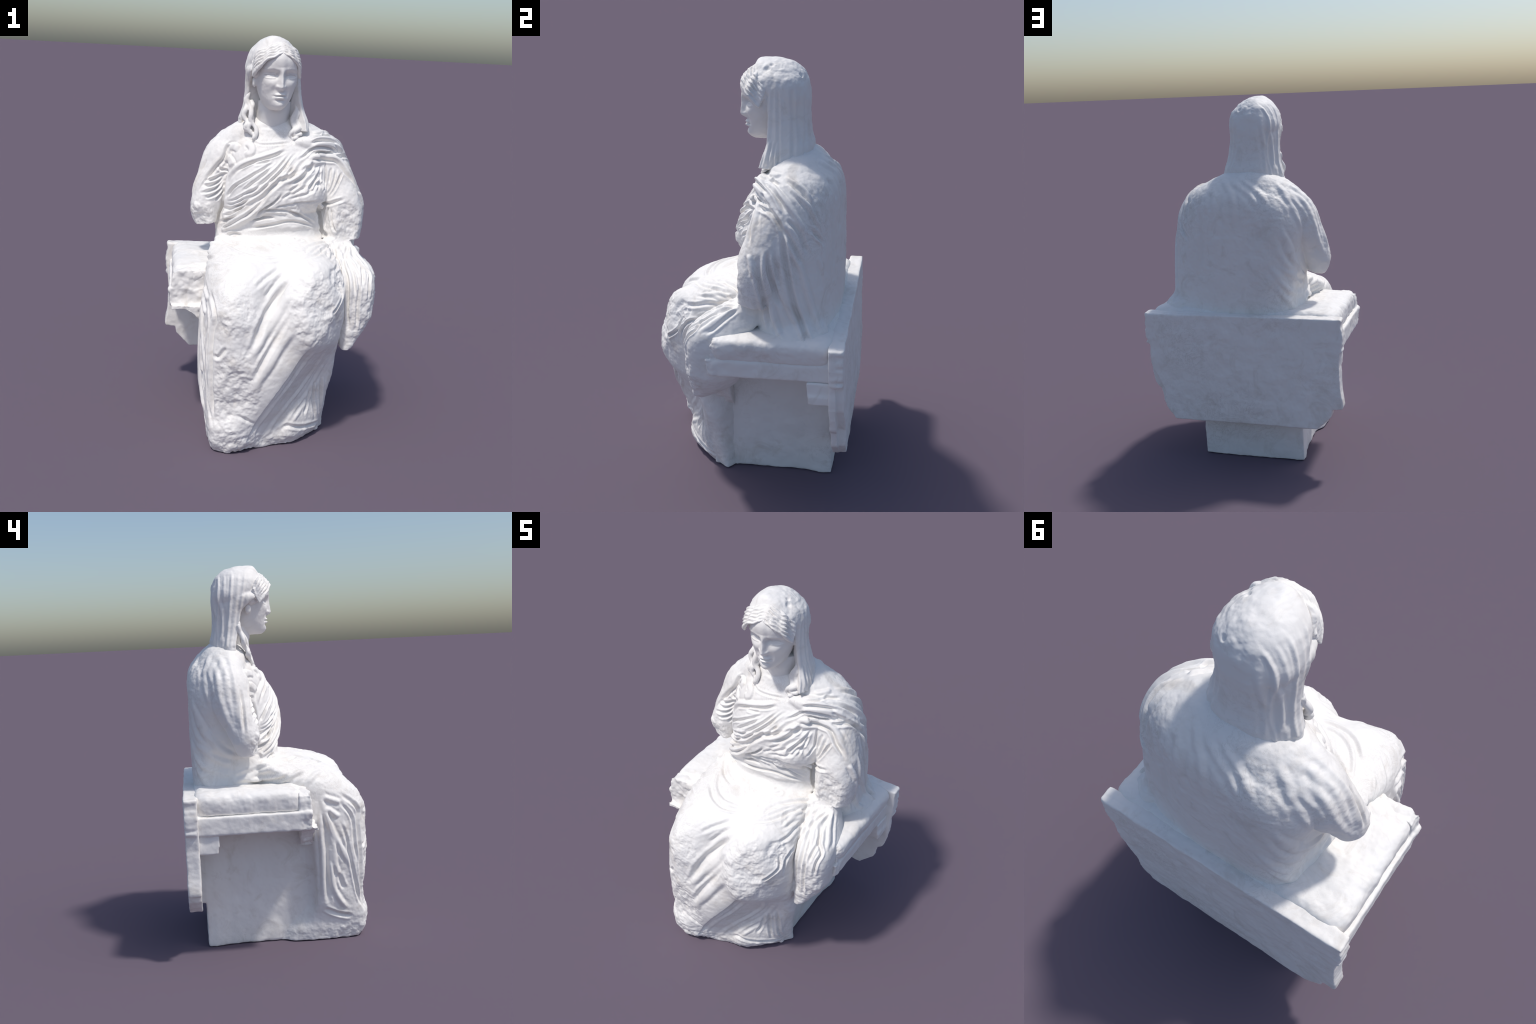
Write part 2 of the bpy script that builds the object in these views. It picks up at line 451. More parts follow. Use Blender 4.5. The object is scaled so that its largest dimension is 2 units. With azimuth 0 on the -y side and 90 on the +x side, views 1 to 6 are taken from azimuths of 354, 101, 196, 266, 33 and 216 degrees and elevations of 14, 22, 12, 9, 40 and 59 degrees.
    # cloth hanging from the left arm over the seat front
    loft_super(g, [
        (0.468, .345, .385, -.255, -.20, -.22, 2.2, 2),
        (0.52, .328, .43, -.25, -.10, -.18, 2.4, 2),
        (0.58, .324, .472, -.253, -.02, -.17, 2.4, 2),
        (0.65, .322, .502, -.258, .02, -.16, 2.4, 2),
        (0.78, .318, .508, -.258, .06, -.15, 2.4, 2),
        (0.85, .318, .495, -.232, .06, -.13, 2.3, 2),
        (0.89, .300, .468, -.185, .10, -.1, 2.2, 2),
        (0.945, .275, .43, -.08, .12, -.02, 2.2, 2),
        (1.0, .26, .40, .0, .15, .05, 2.2, 2)], 64, 50)
    # end of the mantle lying on the cushion at her left hip
    loft_super(g, [(.85, .3, .50, .12, .40, .25, 2, 2), (.872, .3, .485, .12, .40, .25, 2, 2), (.92, .3, .445, .14, .38, .24, 2, 2), (1.0, .3, .425, .15, .36, .22, 2, 2)], 48, 16)
    return g

# ---- folds start
# fold lines of the drapery, drawn on the front (x,z), sides (y,z), back and top of the body
def folds_chest(c):
    for pts in ([(.036, 1.455), (-.014, 1.432), (-.085, 1.407), (-.151, 1.381), (-.204, 1.35), (-.237, 1.307), (-.256, 1.257)],):
        c.stroke('F', pts, .01, .0132, 'ridge')
    for pts in ([(.039, 1.445), (-.008, 1.419), (-.072, 1.396), (-.135, 1.373), (-.182, 1.347), (-.218, 1.314)],
                [(-.018, 1.39), (-.06, 1.357), (-.116, 1.323), (-.166, 1.287), (-.208, 1.255), (-.237, 1.217), (-.26, 1.17)],
                [(-.031, 1.365), (-.066, 1.33), (-.103, 1.297), (-.14, 1.268), (-.182, 1.221)],
                [(.061, 1.429), (.031, 1.391), (-.015, 1.342), (-.072, 1.29), (-.121, 1.242), (-.169, 1.213), (-.217, 1.176), (-.256, 1.155)],
                [(.098, 1.436), (.064, 1.405), (.024, 1.355), (-.04, 1.292), (-.089, 1.238), (-.138, 1.201), (-.183, 1.159), (-.228, 1.139), (-.263, 1.119)],
                [(.02, 1.231), (-.004, 1.204), (-.035, 1.176), (-.078, 1.145), (-.108, 1.108)],
                [(.217, 1.324), (.184, 1.297), (.163, 1.273), (.15, 1.248)],
                [(-.04, 1.389), (-.091, 1.374), (-.129, 1.365)],
                [(-.211, 1.255), (-.231, 1.218), (-.245, 1.188)],
                [(-.12, 1.232), (-.162, 1.195), (-.211, 1.161), (-.252, 1.142)],
                [(-.112, 1.194), (-.155, 1.163), (-.209, 1.115), (-.264, 1.093)],
                [(.077, 1.363), (.044, 1.326), (.011, 1.294)],
                [(.018, 1.319), (-.027, 1.271), (-.07, 1.23)],):
        c.stroke('F', pts, .0058, .0138, 'groove')
    for pts in ([(.152, 1.406), (.117, 1.376), (.083, 1.336), (.05, 1.311), (.018, 1.297), (-.023, 1.265), (-.069, 1.22), (-.112, 1.179), (-.155, 1.142), (-.197, 1.106)],
                [(.193, 1.394), (.158, 1.354), (.127, 1.32), (.097, 1.296), (.064, 1.28)],):
        c.stroke('F', pts, .0085, .0192, 'groove')
    for pts in ([(-.093, 1.094), (-.031, 1.125), (.068, 1.13), (.14, 1.112)],):
        c.stroke('F', pts, .008, .012, 'groove')
    for pts in ([(-.173, 1.503), (-.129, 1.473), (-.084, 1.463), (-.006, 1.47), (.067, 1.48)],):
        c.stroke('F', pts, .005, .0048, 'groove')

def folds_shoulder(c):
    for pts in ([(.164, 1.506), (.23, 1.514), (.3, 1.506)],
                [(.164, 1.478), (.205, 1.494), (.267, 1.493), (.32, 1.475)],
                [(.096, 1.394), (.138, 1.42), (.175, 1.45), (.206, 1.461), (.258, 1.457), (.319, 1.437), (.357, 1.429)],
                [(.167, 1.426), (.219, 1.434), (.254, 1.432), (.333, 1.429), (.364, 1.411)],):
        c.stroke('F', pts, .0058, .0144, 'groove')
    for pts in ([(.153, 1.403), (.208, 1.401), (.262, 1.396), (.303, 1.393), (.333, 1.371), (.358, 1.337), (.394, 1.298), (.416, 1.263)],):
        c.stroke('F', pts, .008, .018, 'groove')
    for pts in ([(.164, 1.493), (.214, 1.505), (.279, 1.5)],
                [(.173, 1.465), (.213, 1.479), (.275, 1.474), (.345, 1.446)],
                [(.162, 1.412), (.219, 1.414), (.271, 1.415), (.321, 1.4), (.36, 1.366), (.396, 1.319)],
                [(.185, 1.522), (.248, 1.534)],):
        c.stroke('F', pts, .01, .012, 'ridge')
    for pts in ([(.25, 1.38), (.254, 1.327), (.253, 1.28), (.235, 1.233)],
                [(.283, 1.359), (.276, 1.308), (.274, 1.277)],
                [(.309, 1.352), (.303, 1.306), (.289, 1.259), (.269, 1.217)],
                [(.341, 1.337), (.32, 1.292), (.297, 1.244), (.277, 1.21)],
                [(.195, 1.384), (.166, 1.347), (.124, 1.314), (.084, 1.296)],
                [(.232, 1.37), (.2, 1.316), (.172, 1.275), (.157, 1.237)],
                [(.223, 1.352), (.216, 1.295), (.202, 1.244)],
                [(.279, 1.163), (.27, 1.106), (.272, 1.044)],
                [(.287, 1.153), (.298, 1.074), (.324, 1.018)],):
        c.stroke('F', pts, .005, .0108, 'groove')
    for pts in ([(.223, 1.183), (.266, 1.169), (.314, 1.19), (.36, 1.206)],):
        c.stroke('F', pts, .007, .0144, 'groove')
    for pts in ([(.215, 1.181), (.238, 1.099), (.248, 1.04), (.277, .998)],):
        c.stroke('F', pts, .01, .0264, 'groove')

def folds_arm(c):
    for pts in ([(-.249, 1.315), (-.287, 1.32), (-.304, 1.342)],
                [(-.252, 1.308), (-.312, 1.273), (-.371, 1.256)],
                [(-.26, 1.296), (-.298, 1.254), (-.344, 1.235), (-.38, 1.237)],
                [(-.26, 1.277), (-.301, 1.228), (-.344, 1.209), (-.393, 1.195)],
                [(-.262, 1.256), (-.293, 1.208), (-.333, 1.183), (-.369, 1.174)],
                [(-.267, 1.215), (-.292, 1.181), (-.312, 1.159)],):
        c.stroke('F', pts, .0058, .0144, 'groove')
    for pts in ([(-.223, 1.463), (-.255, 1.435), (-.273, 1.378), (-.304, 1.34), (-.342, 1.291), (-.373, 1.252)],):
        c.stroke('F', pts, .008, .0168, 'groove')
    for pts in ([(-.26, 1.29), (-.263, 1.236), (-.266, 1.176), (-.269, 1.125), (-.281, 1.084), (-.295, 1.027)],):
        c.stroke('F', pts, .01, .0288, 'groove')
    for pts in ([(-.251, 1.432), (-.223, 1.441), (-.198, 1.43)],
                [(-.157, 1.47), (-.136, 1.448), (-.139, 1.423), (-.17, 1.399)],
                [(-.27, 1.389), (-.238, 1.368), (-.231, 1.341)],):
        c.stroke('F', pts, .014, .012, 'round')

def folds_lap(c):
    for pts in ([(.029, .865), (-.032, .764), (-.081, .701), (-.112, .634), (-.135, .535)],):
        c.stroke('F', pts, .014, .015, 'groove')
    for pts in ([(.039, .714), (-.016, .61), (-.075, .514), (-.124, .412)],):
        c.stroke('F', pts, .01, .011, 'groove')
    for pts in ([(.038, .821), (-.026, .69), (-.094, .594), (-.152, .495)],
                [(.057, .654), (-.013, .533), (-.086, .419), (-.142, .319)],):
        c.stroke('F', pts, .015, .012, 'ridge')
    for pts in ([(.262, .566), (.179, .347), (.041, .188), (-.057, .031)],
                [(.271, .455), (.196, .275), (.102, .176), (.023, .077)],
                [(.239, .311), (.174, .21), (.078, .116)],
                [(.19, .554), (.081, .374), (-.025, .234), (-.126, .05)],):
        c.stroke('F', pts, .01, .006, 'ridge')
    for pts in ([(.249, .336), (.257, .198), (.265, .07)],
                [(.211, .316), (.211, .208), (.233, .09)],
                [(.187, .278), (.175, .194), (.161, .137)],):
        c.stroke('F', pts, .007, .01, 'groove')
    for pts in ([(-.341, .803), (-.315, .701), (-.324, .622), (-.326, .463), (-.32, .3), (-.304, .143)],):
        c.stroke('F', pts, .009, .016, 'groove')
    for pts in ([(-.36, .665), (-.35, .44), (-.333, .248), (-.303, .118)],
                [(-.352, .762), (-.339, .659), (-.343, .532), (-.334, .377)],):
        c.stroke('F', pts, .007, .009, 'groove')
    for pts in ([(-.198, .213), (-.1, .156)],
                [(.023, .077), (.07, .108), (.151, .082), (.268, .056)],
                [(-.317, .515), (-.295, .507), (-.26, .564)],):
        c.stroke('F', pts, .008, .01, 'groove')

def folds_laptop(c):
    for pts in ([(-.241, -.16), (-.169, -.234), (-.087, -.263), (.021, -.235)],
                [(-.278, .029), (-.213, -.075), (-.111, -.14)],
                [(.314, -.012), (.254, -.101), (.185, -.23), (.085, -.295)],
                [(.297, .008), (.207, -.077), (.105, -.204)],
                [(.28, .027), (.164, -.043), (.024, -.147)],
                [(.323, -.017), (.3, -.122), (.292, -.238), (.248, -.323)],
                [(.245, .058), (.108, -.023), (-.025, -.045)],
                [(.318, -.018), (.296, -.085), (.292, -.176)],):
        c.stroke('T', pts, .008, .01, 'groove')
    for pts in ([(.058, .89), (-.05, .755), (-.101, .72)],
                [(0, .912), (-.084, .867), (-.139, .825)],
                [(.009, .891), (-.086, .781)],):
        c.stroke('F', pts, .009, .007, 'groove')

def folds_drape(c):
    for pts in ([(.278, .996), (.308, .938), (.327, .874), (.319, .828), (.317, .712)],
                [(.3, .965), (.326, .923), (.349, .856), (.354, .758), (.362, .642), (.372, .576)],
                [(.343, .957), (.359, .916), (.379, .867), (.385, .804), (.398, .74)],
                [(.359, .931), (.381, .901), (.4, .861), (.407, .796), (.405, .713), (.409, .608), (.395, .568)],
                [(.382, .941), (.425, .899), (.427, .853), (.421, .805)],
                [(.404, .91), (.462, .867), (.46, .827), (.459, .739)],
                [(.294, .845), (.303, .78), (.25, .711)],):
        c.stroke('F', pts, .0058, .0138, 'groove')
    for pts in ([(.289, .979), (.317, .922), (.337, .853), (.345, .755), (.349, .658)],
                [(.32, .936), (.34, .892), (.364, .843), (.37, .761), (.371, .691)],
                [(.401, .868), (.405, .83), (.405, .787)],):
        c.stroke('F', pts, .0065, .0084, 'ridge')

def folds_right(c):
    for pts in ([(-.227, .796), (-.256, .664), (-.283, .544), (-.288, .424), (-.326, .322)],
                [(-.232, .735), (-.242, .704), (-.285, .599), (-.323, .508), (-.369, .414)],
                [(-.235, .796), (-.216, .628), (-.222, .471), (-.221, .31), (-.219, .203)],
                [(-.264, .451), (-.27, .346), (-.292, .262), (-.355, .162)],
                [(-.235, .788), (-.333, .748)],
                [(-.244, .734), (-.321, .672)],):
        c.stroke('R', pts, .011, .014, 'ridge')
    for pts in ([(-.243, .626), (-.245, .469), (-.245, .324), (-.25, .2)],
                [(-.303, .382), (-.333, .281)],):
        c.stroke('R', pts, .01, .012, 'groove')
    for pts in ([(-.223, .185), (-.299, .146), (-.38, .125)],):
        c.stroke('R', pts, .009, .014, 'groove')
    for pts in ([(.237, .843), (.121, .845), (-.002, .855), (-.11, .914), (-.197, .942)],
                [(.15, .888), (.042, .887), (-.047, .912)],
                [(-.135, .854), (-.204, .899), (-.278, .924)],
                [(.219, .889), (.117, .923), (-.008, .961)],):
        c.stroke('R', pts, .012, .008, 'ridge')

def folds_rightback(c):
    for pts in ([(.163, 1.377), (.161, 1.304), (.16, 1.219), (.158, 1.139)],):
        c.stroke('R', pts, .007, .01, 'groove')
    for pts in ([(.421, 1.337), (.375, 1.209), (.306, 1.094), (.206, .998)],
                [(.39, 1.086), (.296, 1.001), (.215, .968)],
                [(.423, 1.034), (.395, .985), (.367, .948)],
                [(.417, 1.269), (.364, 1.148), (.278, 1.054), (.175, 1.004)],):
        c.stroke('R', pts, .012, .009, 'ridge')
    for pts in ([(.316, 1.544), (.316, 1.456), (.292, 1.382)],
                [(.271, 1.55), (.241, 1.482), (.227, 1.381)],
                [(.355, 1.53), (.368, 1.456), (.365, 1.383)],
                [(.22, 1.54), (.203, 1.481), (.19, 1.379), (.183, 1.27)],):
        c.stroke('R', pts, .014, .004, 'ridge')

def folds_back(c):
    for pts in ([(.046, 1.556), (-.055, 1.495), (-.118, 1.424)],
                [(.108, 1.571), (.029, 1.47), (.021, 1.313)],
                [(-.186, 1.54), (-.229, 1.495), (-.268, 1.44)],
                [(-.265, 1.517), (-.358, 1.407)],
                [(-.164, 1.116), (-.231, 1.026), (-.296, .913)],
                [(-.22, 1.161), (-.278, 1.083), (-.305, .989)],
                [(-.187, 1.01), (-.244, .927), (-.285, .855)],
                [(-.225, 1.293), (-.269, 1.211), (-.279, 1.13)],
                [(-.002, 1.564), (-.11, 1.503), (-.153, 1.45)],):
        c.stroke('B', pts, .014, .006, 'ridge')
    for pts in ([(.287, 1.486), (.326, 1.384), (.315, 1.253)],
                [(.314, 1.301), (.333, 1.155), (.335, 1.007)],
                [(.231, 1.447), (.222, 1.213), (.244, 1.017)],
                [(.161, 1.503), (.16, 1.395)],
                [(.085, 1.504), (.097, 1.397), (.081, 1.303)],):
        c.stroke('B', pts, .012, .005, 'groove')

def folds_left(c):
    for pts in ([(.093, 1.513), (.166, 1.485), (.229, 1.4)],
                [(.027, 1.409), (.151, 1.407), (.211, 1.337), (.225, 1.269)],
                [(.104, 1.475), (.142, 1.423), (.173, 1.403)],):
        c.stroke('L', pts, .008, .0204, 'groove')
    for pts in ([(.119, 1.517), (.212, 1.46), (.277, 1.379), (.329, 1.292)],
                [(.217, 1.513), (.319, 1.422), (.377, 1.287)],
                [(.204, 1.536), (.287, 1.494), (.33, 1.443)],
                [(.272, 1.561), (.37, 1.498), (.417, 1.404)],
                [(.317, 1.574), (.38, 1.519), (.421, 1.448)],):
        c.stroke('L', pts, .009, .0168, 'ridge')
    for pts in ([(.23, 1.388), (.285, 1.321), (.317, 1.226)],
                [(.218, 1.35), (.259, 1.269), (.291, 1.181)],
                [(.328, 1.345), (.384, 1.235), (.407, 1.129)],):
        c.stroke('L', pts, .008, .018, 'groove')
    for pts in ([(.211, 1.342), (.224, 1.205), (.256, 1.022), (.298, .9), (.36, .808)],
                [(.104, 1.231), (.111, 1.143), (.13, 1.006), (.147, .874)],
                [(.149, 1.259), (.152, 1.176), (.18, 1.058), (.207, .985)],):
        c.stroke('L', pts, .009, .0216, 'groove')
    for pts in ([(.232, 1.309), (.285, 1.181), (.316, 1.052), (.35, .929), (.393, .866)],
                [(.132, 1.258), (.138, 1.141), (.157, 1.003), (.184, .893), (.233, .854)],
                [(.191, 1.275), (.21, 1.132), (.229, 1.008), (.279, .889)],
                [(.36, 1.218), (.385, 1.06), (.396, .897)],
                [(.066, 1.238), (.09, 1.142)],):
        c.stroke('L', pts, .01, .0168, 'ridge')

def folds_steps(c):
    for pts in ([(.217, 1.202), (.128, 1.194), (.064, 1.182), (.018, 1.171), (-.033, 1.152), (-.085, 1.141)],):
        c.stroke('F', pts, .008, .014, 'step')
    for pts in ([(-.223, 1.463), (-.255, 1.435), (-.273, 1.378), (-.304, 1.34), (-.342, 1.291), (-.373, 1.252), (-.409, 1.192)],):
        c.stroke('F', pts, .008, .008, 'step')
    for pts in ([(.411, 1.271), (.389, 1.302), (.358, 1.337), (.333, 1.371), (.303, 1.393), (.262, 1.396), (.208, 1.401), (.153, 1.403)],):
        c.stroke('F', pts, .008, .01, 'step')
    for pts in ([(.147, .561), (.073, .443), (-.008, .325), (-.058, .241), (-.104, .156), (-.15, .035)],):
        c.stroke('F', pts, .012, .016, 'step')

def folds_belly(c):
    for pts in ([(-.154, 1.036), (-.026, 1.066), (.09, 1.086), (.229, 1.044)],
                [(-.124, 1.085), (-.06, 1.101), (-.003, 1.104)],
                [(-.098, 1.146), (.051, 1.14), (.132, 1.11), (.229, 1.051)],
                [(-.256, .981), (-.216, 1.003), (-.169, 1.002)],):
        c.stroke('F', pts, .0058, .0115, 'groove')
    for pts in ([(-.155, 1.062), (-.027, 1.085), (.072, 1.104), (.18, 1.07)],):
        c.stroke('F', pts, .01, .007, 'ridge')
    for pts in ([(-.258, -.061), (-.198, -.172), (-.11, -.232), (-.007, -.224)],
                [(-.188, -0), (-.096, -.037), (.04, -.046)],
                [(.301, 0), (.21, -.113), (.119, -.254)],
                [(.257, .057), (.148, -.019), (.032, -.097)],):
        c.stroke('T', pts, .008, .008, 'ridge')

def folds_thigh(c):
    for pts in ([(.404, -.007, .976), (.404, -.094, .932), (.433, -.164, .894), (.458, -.212, .856)],
                [(.417, .006, .967), (.445, -.055, .922), (.472, -.102, .885), (.489, -.144, .86)],
                [(.398, -.012, .977), (.343, -.133, .917), (.322, -.227, .852)],
                [(.423, -.002, 1.056), (.228, -.143, .969), (.261, -.229, .938)],
                [(.349, -.038, .973), (.282, -.146, .944), (.247, -.249, .94)],
                [(.427, 0, 1.089), (.157, -.152, .979), (.15, -.234, .963)],):
        c.stroke('P', pts, .007, .01, 'groove')
    for pts in ([(.411, -.002, .972), (.431, -.073, .931), (.46, -.127, .894), (.48, -.176, .861)],
                [(.401, -.015, .974), (.377, -.116, .926), (.406, -.186, .888)],
                [(.273, -.048, .961), (.26, -.143, .959), (.254, -.239, .939)],):
        c.stroke('P', pts, .008, .008, 'ridge')

def folds_chestlow(c):
    for pts in ([(.124, 1.296), (.085, 1.264), (.046, 1.241)],
                [(.156, 1.282), (.121, 1.259), (.086, 1.235), (.048, 1.218)],
                [(.177, 1.254), (.138, 1.231), (.094, 1.219), (.055, 1.202)],
                [(.206, 1.29), (.184, 1.26), (.165, 1.235)],
                [(.079, 1.248), (.047, 1.225), (.016, 1.201)],):
        c.stroke('F', pts, .006, .008, 'groove')

def folds_backmore(c):
    for pts in ([(.008, 1.522), (-.079, 1.397), (-.152, 1.267), (-.203, 1.172)],
                [(-.118, 1.397), (-.18, 1.267), (-.236, 1.159), (-.277, 1.044)],
                [(.202, 1.534), (.219, 1.448), (.205, 1.337)],
                [(.139, 1.537), (.139, 1.432), (.121, 1.312), (.139, 1.168)],
                [(-.171, 1.077), (-.229, .978), (-.273, .881)],
                [(.328, 1.252), (.342, 1.104), (.355, 1.004)],
                [(.263, 1.353), (.256, 1.211), (.27, 1.064)],
                [(-.311, 1.451), (-.363, 1.336), (-.399, 1.214), (-.418, 1.12)],
                [(-.266, 1.458), (-.314, 1.342), (-.339, 1.211), (-.335, 1.114)],):
        c.stroke('B', pts, .016, .0025, 'ridge')

def folds_rightmore(c):
    for pts in ([(.297, 1.514), (.282, 1.419), (.267, 1.309), (.237, 1.199), (.192, 1.11)],
                [(.344, 1.486), (.343, 1.383), (.32, 1.27)],
                [(.191, 1.451), (.185, 1.342), (.181, 1.234), (.175, 1.162)],
                [(.404, 1.231), (.364, 1.133), (.287, 1.039), (.206, .982)],
                [(.411, 1.107), (.355, 1.033), (.282, .978)],):
        c.stroke('R', pts, .013, .005, 'ridge')
    for pts in ([(.107, 1.369), (.104, 1.293), (.099, 1.232)],
                [(.115, 1.459), (.113, 1.399), (.109, 1.339)],):
        c.stroke('R', pts, .009, .008, 'groove')
    for pts in ([(.212, .877), (.102, .872), (-.017, .888), (-.094, .916)],
                [(.219, .9), (.133, .925), (.056, .952), (-.015, .976)],
                [(.104, .85), (-.017, .863), (-.108, .901), (-.158, .916)],):
        c.stroke('R', pts, .01, .01, 'groove')

def folds_roll(c):
    for pts in ([(-.289, 1.035), (-.23, 1.082), (-.176, 1.127), (-.133, 1.171), (-.091, 1.22)],
                [(-.279, 1.013), (-.218, 1.064), (-.163, 1.109), (-.106, 1.166), (-.045, 1.231)],
                [(-.263, 1.121), (-.23, 1.126), (-.183, 1.158), (-.135, 1.203)],
                [(-.272, 1.084), (-.212, 1.116), (-.164, 1.16)],
                [(-.181, 1.083), (-.121, 1.142), (-.06, 1.211)],):
        c.stroke('F', pts, .006, .012, 'groove')
    for pts in ([(-.084, 1.134), (0, 1.144), (.1, 1.151)],
                [(-.061, 1.105), (.003, 1.116), (.07, 1.112)],):
        c.stroke('F', pts, .007, .01, 'groove')

# ---- folds end
body = Skin(build_body(), 0.0037)
body.smooth(8)

# broken places: left knee, both forearm stumps
BV = body.V
knee = blob(BV, (.152, -.42, .755), (.125, .14, .215), .25)
plane_cut(body, (.155, -.427, .76), (.34, -.92, .19), knee, .15)
stump_r = blob(body.V, (-.385, .08, 1.09), (.105, .07, .085), .4)
plane_cut(body, (-.385, .088, 1.10), (-.25, -.85, -.3), stump_r)
stump_l = blob(body.V, (.372, -.02, 1.075), (.115, .09, .13), .4)
plane_cut(body, (.37, .002, 1.08), (.1, -.98, .05), stump_l)
body.smooth(1)
body.smooth(70, .6, blob(body.V, (0, -.03, .995), (.34, .13, .06), .6))

# broad corrections of mass before the folds are cut
bc = Carver(body)
for amt, c, r in ((-.014, (.24, .42, 1.15), (.13, .12, .36)), (-.020, (-.32, .26, .94), (.06, .16, .12)), (.018, (-.33, .28, 1.32), (.09, .11, .14)),
                  (.018, (.13, -.455, .64), (.13, .07, .10)), (.012, (-.26, -.43, .76), (.09, .09, .11)),
                  (.014, (-.04, -.45, .42), (.13, .07, .21))):
    bc.d += amt * blob(body.V, c, r, .9)
bc.apply(2, .03, .03)
for f in (folds_chest, folds_shoulder, folds_arm, folds_lap, folds_laptop, folds_drape, folds_right, folds_rightback, folds_back, folds_left, folds_steps, folds_belly, folds_thigh, folds_chestlow, folds_backmore, folds_rightmore, folds_roll):
    f(bc)
BV = body.V
shin = np.maximum.reduce([blob(BV, (-.20, -.46, .30), (.135, .09, .30), .3), blob(BV, (-.21, -.44, .70), (.11, .1, .13), .4),
                          blob(BV, (-.2, -.43, .08), (.13, .1, .14), .4)])
bc.chips(shin, .006, .10, 51, .001, 6)
bc.chips(shin, .006, .085, 71, 0, 5, True)
bc.chips(knee, .004, .07, 52, 0, 6)
bc.chips(knee, .005, .08, 72, 0, 5, True)
bc.chips(stump_r, .008, .05, 53, 0, 5)
bc.chips(stump_l, .008, .05, 54, 0, 5)
bc.chips(blob(BV, (.29, -.32, .87), (.06, .08, .09), .4), .010, .05, 55, -.008, 5)
bc.chips(blob(BV, (.43, -.25, .60), (.12, .08, .22), .5), .006, .045, 56, 0, 4)
bc.chips(smoothstep(.16, .03, BV[:, 2]) * (.35 + .65 * smoothstep(-.2, -.34, BV[:, 1])), .008, .08, 57, 0, 5)
bc.chips(blob(BV, (-.14, .35, 1.48), (.12, .08, .07), .7), .0045, .05, 58, -.002, 4)
bc.chips(blob(BV, (.08, -.03, 1.18), (.2, .08, .08), .6), .005, .035, 61, 0, 3)
bc.chips(np.ones(len(BV)), .0018, .035, 59, 0, 3)
bc.chips(np.ones(len(BV)), .004, .16, 60, 0, 2)
bc.apply(1)

def body_label(C):
    x, y, z = C.T
    lab = np.zeros(len(C), int)                       # torso
    lab[(z < 1.0) & (y < -.02) | (z < .86)] = 1       # skirt
    lab[(x > .315) & (z < 1.0) & (y < .1)] = 2        # hanging drape
    lab[(x < -.30 - .1 * (1.4 - z)) & (z > 1.0) & (z < 1.42)] = 3   # right arm
    lab[(x > .25) & (z > .97) & (z < 1.42) & (y < .2)] = 4
    return lab
emit(body, ["torso", "skirt", "hanging_drape", "arm", "arm"], MARBLE, label_fn=body_label)

# ======================================================================= HEAD
def build_veil():
    g = Geo()
    # outline: right edge, right side, back, left side, left edge, then the hollow inside
    def lev(z, xr, xl, yfr, yfl, yb, t=.022, deep=.17):
        xm = (xr + xl) / 2; w = (xl - xr) / 2
        return (z, [(xr + .012, yfr), (xr - .002, (yfr + yb) / 2 - .03), (xr + .16 * w, yb - .055), (xm - .48 * w, yb - .008), (xm, yb),
                    (xm + .48 * w, yb - .008), (xl - .16 * w, yb - .055), (xl + .002, (yfl + yb) / 2 - .03), (xl - .012, yfl),
                    (xl - .012 - t, yfl + .012), (xm + .3 * w, deep), (xm - .3 * w, deep), (xr + .012 + t, yfr + .012)][::-1])
    lv = [lev(1.535, -.197, .157, .17, .064, .292),
          lev(1.575, -.200, .152, .165, .078, .297),
          lev(1.61, -.190, .141, .160, .092, .297),
          lev(1.65, -.180, .127, .152, .100, .288),
          lev(1.72, -.174, .112, .138, .104, .280),
          lev(1.765, -.174, .105, .124, .105, .279),
          lev(1.80, -.175, .103, .092, .103, .280),
          lev(1.83, -.175, .102, .055, .100, .281),
          lev(1.87, -.150, .085, .075, .10, .262, deep=.15)]
    loft_levels(g, lv, 96, 60)
    # crown, with a small flat break over the parting
    loft_super(g, [
        (1.815, -.172, .099, .075, .278, .16, 2.2, 2.4),
        (1.84, -.176, .101, .05, .281, .16, 2.2, 2.4),
        (1.88, -.171, .100, .022, .278, .15, 2.2, 2.3),
        (1.92, -.158, .088, .008, .268, .14, 2.2, 2.2),
        (1.955, -.136, .055, .020, .243, .13, 2.2, 2.1),
        (1.98, -.108, .022, .036, .208, .12, 2.6, 2.1),
        (1.994, -.082, -.008, .045, .170, .11, 2.8, 2.2),
        (2.0, -.065, -.025, .06, .145, .11, 2.5, 2)], 64, 40)
    return g
veil = Skin(build_veil(), 0.0038); veil.smooth(4)
vc = Carver(veil)
def veil_fold(side, y0, y1, w, h, kind='ridge', z0=1.96, z1=1.56):
    vc.stroke('R' if side < 0 else 'L', [(y0, z0), ((y0 * 2 + y1) / 3, z0 * .66 + z1 * .34), ((y0 + 2 * y1) / 3, z0 * .3 + z1 * .7), (y1, z1)], w, h, kind, (.15, .02))
for y0, y1, h in ((.095, .175, .006), (.13, .19, .003), (.165, .215, .008), (.205, .238, .004), (.235, .262, .008), (.055, .165, .003)):
    veil_fold(-1, y0, y1, .0065, h * .62, z1=1.585)
for y0, y1, w, h, k in ((.155, .155, .006, .005, 'groove'), (.215, .22, .008, .006, 'groove'), (.265, .27, .008, .004, 'groove'), (.12, .10, .008, .004, 'ridge')):
    veil_fold(1, y0, y1, w, h, k, 1.88, 1.56)
for y0, y1 in ((.12, .085), (.137, .112), (.155, .14)):
    veil_fold(1, y0, y1, .006, .005, 'ridge', 1.66, 1.54)
vc.stroke('B', [(.06, 1.9), (.075, 1.75), (.09, 1.57)], .012, .004, 'groove')
vc.stroke('B', [(-.10, 1.9), (-.115, 1.75), (-.125, 1.57)], .010, .006, 'ridge')
vc.stroke('B', [(-.14, 1.9), (-.148, 1.75), (-.16, 1.57)], .009, .007, 'ridge')
VV = veil.V
